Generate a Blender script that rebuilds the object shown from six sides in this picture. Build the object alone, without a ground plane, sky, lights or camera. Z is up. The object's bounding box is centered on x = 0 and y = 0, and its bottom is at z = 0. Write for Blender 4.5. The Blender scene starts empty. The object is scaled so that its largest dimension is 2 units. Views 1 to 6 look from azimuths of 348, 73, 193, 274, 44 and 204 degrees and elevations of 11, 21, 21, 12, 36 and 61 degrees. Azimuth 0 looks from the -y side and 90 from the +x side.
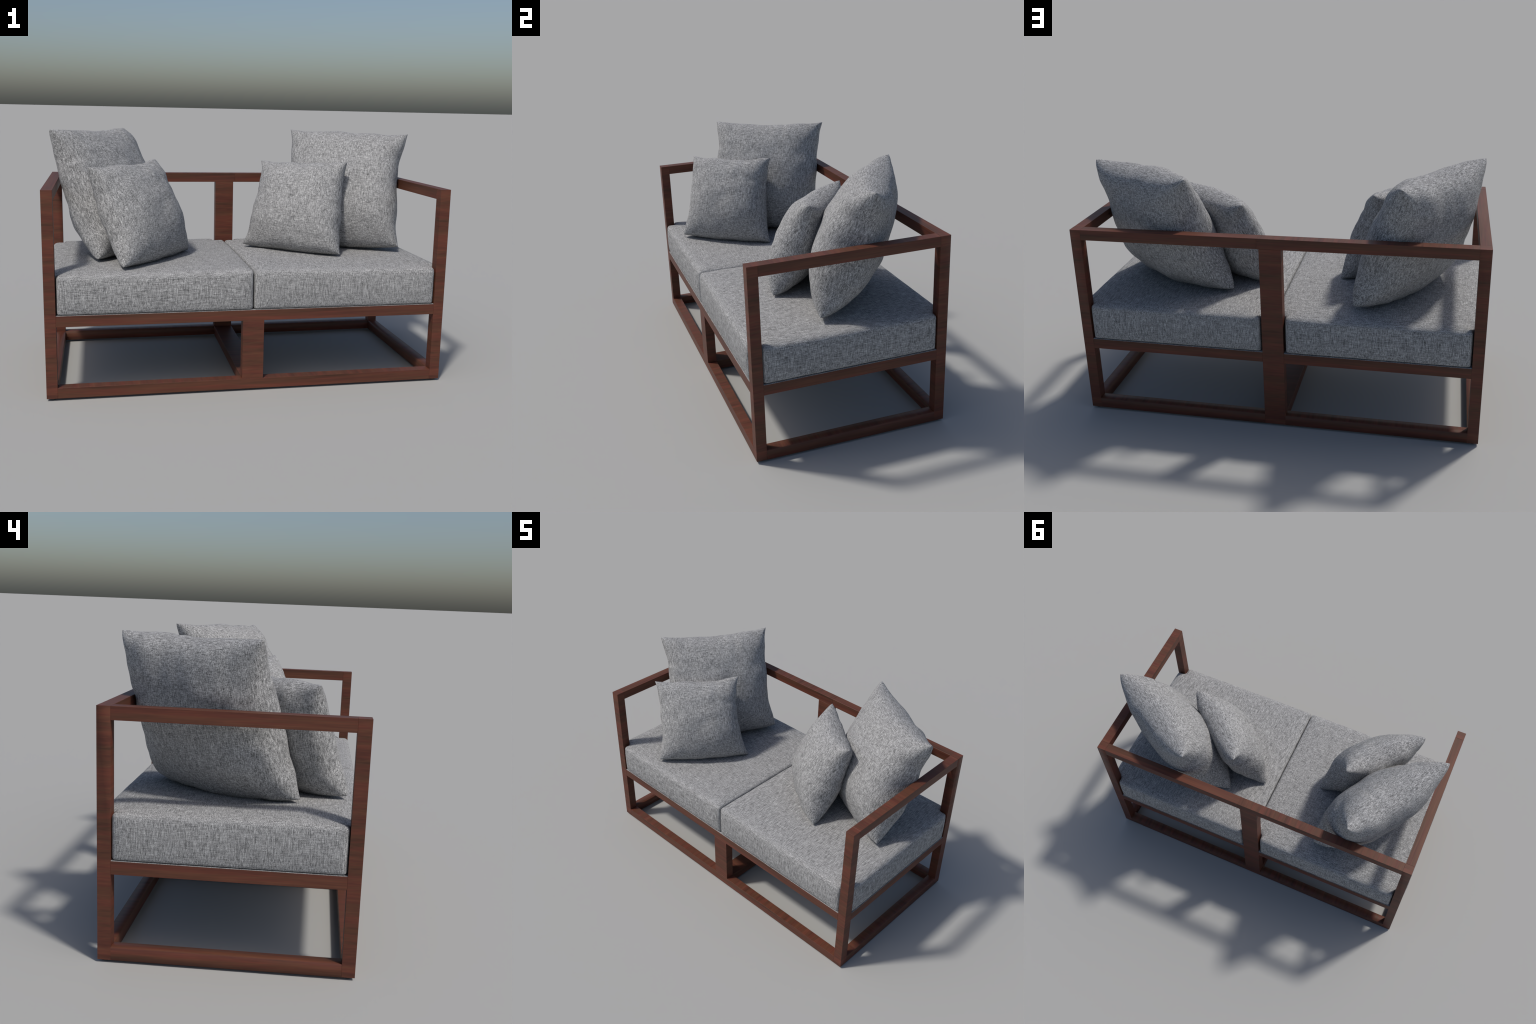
# Two-seat wooden frame sofa: square-section reddish hardwood frame, two box seat
# cushions notched round the posts, and four loose throw pillows (two big, two small).
import bpy, bmesh, math
import numpy as np
from mathutils import Vector, Matrix, noise

# ------------------------------------------------------------------ sizes (metres)
X0, X1 = -0.9955, 0.9925          # outer faces of the frame, left / right
Y0, Y1 = -0.4955, 0.4985          # front / back
ZB, ZT = 0.0085, 1.0              # underside of base rails, top of arms
M = 0.0520                        # square section of every member
XC = -0.0030                      # middle of the frame
PW = 0.1055                       # width of the two wide centre posts
SR0, SR1 = 0.3585, 0.4112         # seat rail underside / top
DECK = 0.4124                     # top of the upholstered deck

# ------------------------------------------------------------------ node helpers
def new_mat(name):
    m = bpy.data.materials.new(name)
    m.use_nodes = True
    nt = m.node_tree
    nt.nodes.clear()
    out = nt.nodes.new('ShaderNodeOutputMaterial')
    bsdf = nt.nodes.new('ShaderNodeBsdfPrincipled')
    nt.links.new(bsdf.outputs[0], out.inputs[0])
    return m, nt, bsdf

def mapped_noise(nt, coord, scale, nscale=1.0, detail=2.0, rough=0.5, distortion=0.0, loc=(0, 0, 0)):
    mp = nt.nodes.new('ShaderNodeMapping')
    mp.inputs['Scale'].default_value = scale
    mp.inputs['Location'].default_value = loc
    nt.links.new(coord, mp.inputs['Vector'])
    n = nt.nodes.new('ShaderNodeTexNoise')
    n.inputs['Scale'].default_value = nscale
    n.inputs['Detail'].default_value = detail
    n.inputs['Roughness'].default_value = rough
    n.inputs['Distortion'].default_value = distortion
    nt.links.new(mp.outputs[0], n.inputs['Vector'])
    return n.outputs['Fac']

def math_node(nt, op, a, b=None, clamp=False):
    n = nt.nodes.new('ShaderNodeMath')
    n.operation = op
    n.use_clamp = clamp
    for i, v in enumerate((a, b)):
        if v is None:
            continue
        if isinstance(v, (int, float)):
            n.inputs[i].default_value = v
        else:
            nt.links.new(v, n.inputs[i])
    return n.outputs[0]

def ramp(nt, fac, stops):
    r = nt.nodes.new('ShaderNodeValToRGB')
    els = r.color_ramp.elements
    while len(els) < len(stops):
        els.new(0.5)
    for e, (p, c) in zip(els, stops):
        e.position = p
        e.color = (*c, 1.0)
    nt.links.new(fac, r.inputs[0])
    return r.outputs[0]

# ------------------------------------------------------------------ materials
def wood(name, side_scale, top_scale, seed):
    """Reddish hardwood. The streaks on upright faces and on top faces follow
    their own directions (the boards are veneered), with one and the same colour range."""
    m, nt, bsdf = new_mat(name)
    tc = nt.nodes.new('ShaderNodeTexCoord').outputs['Object']
    geo = nt.nodes.new('ShaderNodeNewGeometry')
    sep = nt.nodes.new('ShaderNodeSeparateXYZ')
    nt.links.new(geo.outputs['True Normal'], sep.inputs[0])
    is_top = math_node(nt, 'GREATER_THAN', math_node(nt, 'ABSOLUTE', sep.outputs[2]), 0.7)

    def grain(scale, off):
        wide = mapped_noise(nt, tc, tuple(s * 0.55 for s in scale), 1.0, 2.0, 0.5, 0.5, (off, off * 2, off * 3))
        fine = mapped_noise(nt, tc, tuple(s * 2.6 for s in scale), 1.0, 3.0, 0.6, 0.3, (off * 2, off, off))
        a = math_node(nt, 'MULTIPLY', wide, 0.58)
        b = math_node(nt, 'MULTIPLY', fine, 0.42)
        return math_node(nt, 'ADD', a, b), mapped_noise(nt, tc, tuple(s * 0.8 for s in scale), 1.0, 2.0, 0.5, 0.8, (off * 5, off, off * 7))

    gs, hs = grain(side_scale, 1.7 + seed)
    gt, ht = grain(top_scale, 4.1 + seed)

    def pick(a, b):
        mix = nt.nodes.new('ShaderNodeMix')
        mix.data_type = 'FLOAT'
        nt.links.new(is_top, mix.inputs['Factor'])
        nt.links.new(a, mix.inputs['A'])
        nt.links.new(b, mix.inputs['B'])
        return mix.outputs['Result']
    g = pick(gs, gt)
    h = pick(hs, ht)
    brown = ramp(nt, g, [(0.28, (0.048, 0.021, 0.011)), (0.42, (0.084, 0.034, 0.019)),
                         (0.55, (0.110, 0.041, 0.023)), (0.70, (0.150, 0.058, 0.031))])
    red = ramp(nt, g, [(0.28, (0.058, 0.020, 0.012)), (0.45, (0.098, 0.030, 0.019)),
                       (0.70, (0.158, 0.046, 0.027))])
    mix = nt.nodes.new('ShaderNodeMix')
    mix.data_type = 'RGBA'
    hh = nt.nodes.new('ShaderNodeMapRange')
    hh.inputs['From Min'].default_value = 0.42
    hh.inputs['From Max'].default_value = 0.60
    nt.links.new(h, hh.inputs['Value'])
    nt.links.new(hh.outputs[0], mix.inputs['Factor'])
    nt.links.new(brown, mix.inputs['A'])
    nt.links.new(red, mix.inputs['B'])
    nt.links.new(mix.outputs['Result'], bsdf.inputs['Base Color'])
    bsdf.inputs['Roughness'].default_value = 0.5
    bsdf.inputs['Specular IOR Level'].default_value = 0.3
    bump = nt.nodes.new('ShaderNodeBump')
    bump.inputs['Strength'].default_value = 0.06
    bump.inputs['Distance'].default_value = 0.002
    nt.links.new(g, bump.inputs['Height'])
    nt.links.new(bump.outputs[0], bsdf.inputs['Normal'])
    return m

def fabric(name, wx, wy, wz, seed, S=430.0, L=50.0, wi=0.9, through=None):
    """Grey melange weave: light and dark yarns running along the three local axes."""
    m, nt, bsdf = new_mat(name)
    tc = nt.nodes.new('ShaderNodeTexCoord').outputs['Object']
    T = through or S                                      # how fast yarns change with depth
    tx = mapped_noise(nt, tc, (L, S, T), 1.0, 2.0, 0.6, 0.0, (seed, 0, 0))
    ty = mapped_noise(nt, tc, (S, L, T), 1.0, 2.0, 0.6, 0.0, (0, seed, 0))
    tz = mapped_noise(nt, tc, (S, S, L), 1.0, 2.0, 0.6, 0.0, (0, 0, seed))
    iso = mapped_noise(nt, tc, (400.0,) * 3, 1.0, 1.0, 0.6, 0.0, (seed, seed, 0))
    big = mapped_noise(nt, tc, (30.0,) * 3, 1.0, 2.0, 0.5, 0.0, (0, seed, seed))
    tot = wx + wy + wz + wi
    acc = math_node(nt, 'MULTIPLY', tx, wx / tot)
    acc = math_node(nt, 'ADD', acc, math_node(nt, 'MULTIPLY', ty, wy / tot))
    acc = math_node(nt, 'ADD', acc, math_node(nt, 'MULTIPLY', tz, wz / tot))
    acc = math_node(nt, 'ADD', acc, math_node(nt, 'MULTIPLY', iso, wi / tot))
    acc = math_node(nt, 'ADD', acc, math_node(nt, 'MULTIPLY', math_node(nt, 'SUBTRACT', big, 0.5), 0.025))
    col = ramp(nt, acc, [(0.38, (0.060, 0.060, 0.061)), (0.46, (0.188, 0.189, 0.190)),
                         (0.52, (0.320, 0.321, 0.322)), (0.61, (0.580, 0.580, 0.578))])
    nt.links.new(col, bsdf.inputs['Base Color'])
    bsdf.inputs['Roughness'].default_value = 0.95
    bsdf.inputs['Specular IOR Level'].default_value = 0.15
    bump = nt.nodes.new('ShaderNodeBump')
    bump.inputs['Strength'].default_value = 0.25
    bump.inputs['Distance'].default_value = 0.002
    nt.links.new(acc, bump.inputs['Height'])
    nt.links.new(bump.outputs[0], bsdf.inputs['Normal'])
    return m

GL, GX = 2.2, 55.0                                        # along / across the grain
W_UP = wood('wood_upright', (GL * 2, GL * 2, GX), (GL * 2, GX, GX), 0.0)
W_X = wood('wood_cross_grain_top', (GL, GL * 3, GX), (GX, GL * 2, GX), 3.0)
W_XL = wood('wood_long_grain_top', (GL, GL * 3, GX), (GL, GX, GX), 6.0)
W_Y = wood('wood_side_cross_grain_top', (GL * 3, GL, GX), (GL * 2, GX, GX), 9.0)
W_YL = wood('wood_side_long_grain_top', (GL * 3, GL, GX), (GX, GL, GX), 12.0)
F_PILLOW = fabric('pillow_weave', 1.2, 1.5, 0.6, 1.3, 410.0, 34.0, 1.2, 170.0)
F_CUSHION_A = fabric('seat_weave', 1.25, 0.9, 1.7, 5.1, 420.0, 27.0, 0.8)
F_CUSHION_B = fabric('seat_weave_turned', 0.9, 1.6, 1.7, 8.7, 420.0, 27.0, 0.8)
PAD, pnt, pb = new_mat('dark_plastic')
pb.inputs['Base Color'].default_value = (0.02, 0.018, 0.016, 1)
pb.inputs['Roughness'].default_value = 0.6

# ------------------------------------------------------------------ scene helpers
COL = bpy.context.scene.collection

def add_obj(name, me, mat, parent=None):
    ob = bpy.data.objects.new(name, me)
    COL.objects.link(ob)
    me.materials.append(mat)
    ob.parent = parent
    return ob

sofa = bpy.data.objects.new('wooden_sofa', None)
COL.objects.link(sofa)
sofa['label'] = 'two-seat sofa with square reddish wooden frame and grey cushions'
sofa['category'] = 'sofa'

def box(name, lo, hi, mat, bevel=0.0008, soft_axis=None, soft_from=None):
    """A member of the frame. soft_axis: shading runs round the section about this
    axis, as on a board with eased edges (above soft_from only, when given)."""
    me = bpy.data.meshes.new(name)
    bm = bmesh.new()
    bmesh.ops.create_cube(bm, size=1.0)
    c = [(a + b) / 2 for a, b in zip(lo, hi)]
    s = [b - a for a, b in zip(lo, hi)]
    for v in bm.verts:
        v.co = Vector([v.co[i] * s[i] for i in range(3)])
    if soft_axis is None:
        if bevel:
            bmesh.ops.bevel(bm, geom=bm.edges[:], offset=bevel, segments=1, affect='EDGES', profile=0.5)
    elif soft_from is not None:
        cut = [0, 0, 0]
        cut[soft_axis] = soft_from - c[soft_axis]
        no = [0, 0, 0]
        no[soft_axis] = 1
        bmesh.ops.bisect_plane(bm, geom=bm.verts[:] + bm.edges[:] + bm.faces[:], plane_co=cut, plane_no=no)
    bm.to_mesh(me)
    bm.free()
    if soft_axis is not None:
        for p in me.polygons:
            p.use_smooth = True
        normals = []
        for p in me.polygons:
            for li in p.loop_indices:
                co = me.vertices[me.loops[li].vertex_index].co
                n = Vector(p.normal)
                low = soft_from is not None and co[soft_axis] + c[soft_axis] < soft_from + 1e-5
                if abs(n[soft_axis]) < 0.5 and not low:
                    r = Vector([0.0 if i == soft_axis else math.copysign(1, co[i]) for i in range(3)])
                    n = (n * 0.45 + r.normalized() * 0.85).normalized()
                normals.append(n)
        me.normals_split_custom_set(normals)
    ob = add_obj(name, me, mat, sofa)
    ob.location = c
    return ob

# ------------------------------------------------------------------ frame
for x in (X0, X1 - M):
    box('leg', (x, Y0, ZB), (x + M, Y0 + M, ZT), W_UP)
    box('leg', (x, Y1 - M, ZB), (x + M, Y1, ZT), W_UP, soft_axis=2, soft_from=SR1)
for x, mat in ((X0, W_YL), (X1 - M, W_Y)):
    box('arm_rail', (x, Y0 + M, ZT - M), (x + M, Y1 - M, ZT), mat)
    box('seat_rail', (x, Y0 + M, SR0), (x + M, Y1 - M, SR1), mat)
    box('base_rail', (x, Y0 + M, ZB), (x + M, Y1 - M, ZB + M), mat, soft_axis=1)
# front
box('seat_rail', (X0 + M, Y0, SR0), (X1 - M, Y0 + M, SR1), W_X)
box('base_rail', (X0 + M, Y0, ZB), (X1 - M, Y0 + M, ZB + M), W_X)
box('centre_post', (XC - PW / 2, Y0, ZB + M), (XC + PW / 2, Y0 + M, SR0), W_UP)
# back
box('centre_post', (XC - PW / 2, Y1 - M, ZB), (XC + PW / 2, Y1, ZT - M), W_UP)
box('back_rail', (XC + PW / 2 + 0.01, Y1 - M, ZT - M), (X1 - M, Y1, ZT), W_XL)
box('back_rail', (X0 + M, Y1 - M, ZT - M), (XC + PW / 2 + 0.01, Y1, ZT), W_X)
for xa, xb in ((X0 + M, XC - PW / 2), (XC + PW / 2, X1 - M)):
    box('seat_rail', (xa, Y1 - M, SR0), (xb, Y1, SR1), W_X)
    box('base_rail', (xa, Y1 - M, ZB), (xb, Y1, ZB + M), W_X, soft_axis=0)
# floor stretcher between the centre posts, and the deck under the cushions
box('base_stretcher', (XC - PW / 2, Y0 + M, ZB), (XC + PW / 2, Y1 - M, ZB + M), W_Y)

def deck_outline(g):
    """Outline of the whole seat, notched round four legs and the back post; g = gap."""
    n = M + g
    return [(X0 + n, Y0 + g), (X1 - n, Y0 + g), (X1 - n, Y0 + n), (X1 - g, Y0 + n),
            (X1 - g, Y1 - n), (X1 - n, Y1 - n), (X1 - n, Y1 - g),
            (XC + PW / 2 + g, Y1 - g), (XC + PW / 2 + g, Y1 - n), (XC - PW / 2 - g, Y1 - n),
            (XC - PW / 2 - g, Y1 - g), (X0 + n, Y1 - g), (X0 + n, Y1 - n), (X0 + g, Y1 - n),
            (X0 + g, Y0 + n), (X0 + n, Y0 + n)]

def prism(bm, outline, z0, z1):
    lo = [bm.verts.new((x, y, z0)) for x, y in outline]
    hi = [bm.verts.new((x, y, z1)) for x, y in outline]
    n = len(outline)
    bm.faces.new(list(reversed(lo)))
    bm.faces.new(hi)
    for i in range(n):
        j = (i + 1) % n
        bm.faces.new((lo[i], lo[j], hi[j], hi[i]))

me = bpy.data.meshes.new('seat_deck')
bm = bmesh.new()
prism(bm, deck_outline(0.0006), SR1, DECK)
bm.normal_update()
bm.to_mesh(me)
bm.free()
add_obj('seat_deck', me, F_CUSHION_A, sofa)

pad = bpy.data.meshes.new('foot_pad')
bm = bmesh.new()
bmesh.ops.create_cone(bm, cap_ends=True, segments=24, radius1=0.016, radius2=0.016, depth=ZB)
bm.to_mesh(pad)
bm.free()
pad.materials.append(PAD)
for x in (X0 + M / 2, X1 - M / 2):
    for y in (Y0 + M / 2, Y1 - M / 2):
        ob = bpy.data.objects.new('foot_pad', pad)
        COL.objects.link(ob)
        ob.parent = sofa
        ob.location = (x, y, ZB / 2)

# ------------------------------------------------------------------ seat cushions
def seat_cushion(side, mat, seed):
    """Box cushion, notched round the posts, soft edges, slightly crowned top."""
    g = 0.0025
    n = M + 0.004
    seam = XC
    ya, yb = Y0 + 0.0015, Y1 - 0.0025
    if side < 0:
        xo, xi = X0 + g, seam - 0.0015
        s = 1
    else:
        xo, xi = X1 - g, seam + 0.0015
        s = -1
    xp = XC - s * (PW / 2 + 0.008)
    xn = xo + s * (n - g + 0.0)
    pts = [(xn, ya), (xi, ya), (xi, yb - n + 0.006), (xp, yb - n + 0.006), (xp, yb), (xn, yb),
           (xn, yb - n + 0.006), (xo, yb - n + 0.006), (xo, ya + n - 0.004), (xn, ya + n - 0.004)]
    if s < 0:
        pts = pts[::-1]
    z0, z1 = DECK + 0.0008, 0.603
    me = bpy.data.meshes.new('seat_cushion')
    bm = bmesh.new()
    prism(bm, pts, z0, z1)
    bm.normal_update()
    vert_edges = [e for e in bm.edges if abs(e.verts[0].co.z - e.verts[1].co.z) > 0.1]
    bmesh.ops.bevel(bm, geom=vert_edges, offset=0.016, segments=4, affect='EDGES', profile=0.5)
    bm.normal_update()
    top = [e for e in bm.edges if all(v.co.z > z1 - 1e-4 for v in e.verts) and
           any(abs(f.normal.z) < 0.5 for f in e.link_faces)]
    bmesh.ops.bevel(bm, geom=top, offset=0.012, segments=3, affect='EDGES', profile=0.5, clamp_overlap=True)
    bot = [e for e in bm.edges if all(v.co.z < z0 + 1e-4 for v in e.verts) and
           any(abs(f.normal.z) < 0.5 for f in e.link_faces)]
    bmesh.ops.bevel(bm, geom=bot, offset=0.006, segments=3, affect='EDGES', profile=0.5, clamp_overlap=True)
    bm.to_mesh(me)
    bm.free()
    ob = add_obj('seat_cushion', me, mat, sofa)
    rm = ob.modifiers.new('remesh', 'REMESH')
    rm.mode = 'VOXEL'
    rm.voxel_size = 0.0055
    sm = ob.modifiers.new('smooth', 'SMOOTH')
    sm.factor = 0.5
    sm.iterations = 6
    dg = bpy.context.evaluated_depsgraph_get()
    me2 = bpy.data.meshes.new_from_object(ob.evaluated_get(dg))
    ob.modifiers.clear()
    ob.data = me2
    me2.name = 'seat_cushion'
    co = np.empty(len(me2.vertices) * 3)
    me2.vertices.foreach_get('co', co)
    co = co.reshape(-1, 3)
    P = co[:, :2]
    d = np.full(len(P), 9.0)
    for i in range(len(pts)):
        a = np.array(pts[i])
        b = np.array(pts[(i + 1) % len(pts)])
        ab = b - a
        t = np.clip(((P - a) @ ab) / (ab @ ab), 0, 1)
        d = np.minimum(d, np.linalg.norm(P - (a + t[:, None] * ab), axis=1))
    w = np.clip((co[:, 2] - 0.5) / (z1 - 0.5), 0, 1) ** 2
    crown = -0.005 * np.exp(-d / 0.012) * np.clip(np.abs(P[:, 0] - xi) / 0.05, -0.0, 1) + 0.011 * (1 - np.exp(-np.clip(d - 0.005, 0, 9) / 0.06))
    rear = np.clip((P[:, 1] - 0.05) / 0.35, 0, 1)
    crown += 0.007 * np.exp(-((P[:, 0] - XC) / 0.40) ** 2) * (1 - 0.8 * rear) - 0.002 - 0.003 * rear
    rip = np.array([noise.noise(Vector((x * 7, y * 7, seed))) * 0.6 + noise.noise(Vector((x * 22, y * 22, z * 22 + seed))) * 0.25
                    for x, y, z in co])
    co[:, 2] += w * (crown + 0.003 * rip)
    # soft bulge of the outer walls
    hz = np.clip((co[:, 2] - z0) / (z1 - z0), 0, 1)
    swell = np.clip(np.sin(np.pi * hz), 0, 1) ** 0.8

    def near(p, wall):
        return np.clip(1 - np.abs(p - wall) / 0.018, 0, 1) ** 0.6

    def between(p, a, b):
        lo, hi = min(a, b), max(a, b)
        return np.clip((p - lo) / 0.07, 0, 1) ** 0.5 * np.clip((hi - p) / 0.07, 0, 1) ** 0.5
    seam_wave = np.array([noise.noise(Vector((y * 11, seed, 0.0))) for y in P[:, 1]])
    co[:, 0] -= s * near(P[:, 0], xi) * (0.0022 * np.abs(seam_wave))
    co[:, 1] -= near(P[:, 1], ya) * between(P[:, 0], xn, xi) * (0.010 * swell + 0.0015 * rip)
    co[:, 1] += near(P[:, 1], yb) * between(P[:, 0], xn, xp) * (0.010 * swell + 0.0015 * rip)
    co[:, 0] -= s * near(P[:, 0], xo) * between(P[:, 1], ya + n, yb - n) * (0.009 * swell + 0.0015 * rip)
    me2.vertices.foreach_set('co', co.ravel())
    for p in me2.polygons:
        p.use_smooth = True
    me2.update()
    return ob

seat_cushion(-1, F_CUSHION_A, 2.0)
seat_cushion(1, F_CUSHION_B, 11.0)

# ------------------------------------------------------------------ throw pillows
def throw_pillow(tl, tr, bl, br, front, back, pull, seed, label, skew=0.09, N=112):
    """Knife-edge pillow through its four corner tips (seen from its front: top-left,
    top-right, bottom-left, bottom-right). front / back: how far each face swells.
    pull: inward sweep of the left, right, top and bottom edges."""
    TL, TR, BL, BR = (Vector(p) for p in (tl, tr, bl, br))
    o = (TL + TR + BL + BR) / 4
    ax = ((TR + BR) - (TL + BL)).normalized()
    ay = ((TL + TR) - (BL + BR))
    az = ax.cross(ay).normalized()
    ay = az.cross(ax).normalized()
    R = Matrix((ax, ay, az)).transposed()
    Ri = R.transposed()
    c = {k: np.array(Ri @ (p - o)) for k, p in (('tl', TL), ('tr', TR), ('bl', BL), ('br', BR))}
    for k in c:                                             # smoothing below draws the tips back in
        c[k] = c[k] * (1 + 0.019 / np.linalg.norm(c[k]))
    half_w = np.linalg.norm(c['tr'] - c['tl']) / 2
    half_h = np.linalg.norm(c['tl'] - c['bl']) / 2
    t = np.linspace(-1, 1, N + 1)
    U, V = np.meshgrid(t, t, indexing='ij')
    a, b = (U + 1) / 2, (V + 1) / 2
    base = ((1 - a) * (1 - b))[..., None] * c['bl'] + (a * (1 - b))[..., None] * c['br'] \
        + ((1 - a) * b)[..., None] * c['tl'] + (a * b)[..., None] * c['tr']
    pl, pr, pt, pb = pull

    def wob(x, k):
        return np.array([[noise.noise(Vector((v * 3.2, k + seed, 0.3))) for v in row] for row in x])
    sweep_v = (1 - np.abs(V) ** 2.8)
    sweep_u = (1 - np.abs(U) ** 2.8)
    wu, wv = np.abs(U) ** 3, np.abs(V) ** 3
    edge = 0.015 * half_w / 0.35
    base[..., 0] += np.where(U < 0, (pl + edge * wob(V, 1)) * sweep_v, -(pr + edge * wob(V, 5)) * sweep_v) * wu
    base[..., 1] += np.where(V > 0, -(pt + edge * wob(U, 9)) * sweep_u, (pb + 0.5 * edge * wob(U, 13)) * sweep_u) * wv
    # plump section: blunt along the top edge, tucked in along the bottom
    across = np.clip(1 - np.abs(U) ** 2.2, 0, 1)
    down = np.clip(1 - np.abs(V) ** 2.2, 0, 1)
    down_p = np.where(V > 0, 0.43, 0.51)
    prof_f = across ** 0.48 * down ** (down_p + 0.02)
    prof_b = across ** 0.44 * down ** down_p
    prof = (prof_f + prof_b) / 2
    sag_front = (1 - 0.08 * V) * (1 + skew * U)             # the filling settles
    sag_back = 1 - 0.19 * V

    def wrinkles(k):
        out = np.zeros_like(U)
        for i in range(U.shape[0]):
            for j in range(U.shape[1]):
                u, v = U[i, j], V[i, j]
                q = noise.noise(Vector((u * 1.7, v * 1.7, seed + k))) * 0.015
                q += noise.noise(Vector((u * 3.6, v * 3.6, seed + k + 11))) * 0.007
                # folds that run inwards from the edges
                q += noise.noise(Vector((u * 6.0, v * 1.2, seed + k + 7))) * 0.012 * abs(v) ** 2
                q += noise.noise(Vector((u * 1.2, v * 6.0, seed + k + 3))) * 0.012 * abs(u) ** 2
                out[i, j] = q
        return out * np.clip(prof * 2.0, 0, 1) * half_w / 0.35
    F = base.copy()
    B = base.copy()
    F[..., 2] += front * prof_f * sag_front + wrinkles(0)
    B[..., 2] -= back * prof_b * sag_back + wrinkles(20)
    verts, idF, idB = [], {}, {}
    for i in range(N + 1):
        for j in range(N + 1):
            idF[i, j] = len(verts)
            verts.append(F[i, j])
    for i in range(N + 1):
        for j in range(N + 1):
            if i in (0, N) or j in (0, N):
                idB[i, j] = idF[i, j]
            else:
                idB[i, j] = len(verts)
                verts.append(B[i, j])
    faces = []
    for i in range(N):
        for j in range(N):
            faces.append((idF[i, j], idF[i + 1, j], idF[i + 1, j + 1], idF[i, j + 1]))
            faces.append((idB[i, j], idB[i, j + 1], idB[i + 1, j + 1], idB[i + 1, j]))
    me = bpy.data.meshes.new('throw_pillow')
    me.from_pydata([tuple(v) for v in verts], [], faces)
    ob = add_obj('throw_pillow', me, F_PILLOW)
    sm = ob.modifiers.new('round', 'SMOOTH')
    sm.factor = 0.5
    sm.iterations = 26
    dg = bpy.context.evaluated_depsgraph_get()
    ob.data = bpy.data.meshes.new_from_object(ob.evaluated_get(dg))
    ob.data.name = 'throw_pillow'
    ob.modifiers.clear()
    for p in ob.data.polygons:
        p.use_smooth = True
    ob.matrix_world = Matrix.Translation(o) @ R.to_4x4()
    ob['label'] = label
    ob['category'] = 'pillow'
    return ob

BIG = 'large square grey woven throw pillow, plump with pointed corners'
SMALL = 'small square grey woven throw pillow, plump with pointed corners'
# left pair leans into the back left corner, facing front right
throw_pillow((-0.968, -0.094, 1.255), (-0.600, 0.502, 1.252), (-0.747, -0.247, 0.636), (-0.383, 0.386, 0.645),
             0.172, 0.170, (0.042, 0.040, 0.026, -0.020), 1.0, BIG)
throw_pillow((-0.781, -0.305, 1.083), (-0.444, 0.092, 1.098), (-0.628, -0.436, 0.634), (-0.275, 0.016, 0.628),
             0.138, 0.124, (0.030, 0.044, 0.020, -0.010), 5.0, SMALL)
# right pair leans into the back right corner, facing front left
throw_pillow((0.400, 0.469, 1.257), (0.997, 0.114, 1.250), (0.250, 0.258, 0.640), (0.884, -0.114, 0.648),
             0.182, 0.164, (0.056, 0.040, 0.024, -0.020), 9.0, BIG)
throw_pillow((0.186, 0.282, 1.084), (0.586, -0.046, 1.098), (0.059, 0.132, 0.636), (0.510, -0.222, 0.633),
             0.142, 0.118, (0.048, 0.028, 0.022, -0.010), 17.0, SMALL)
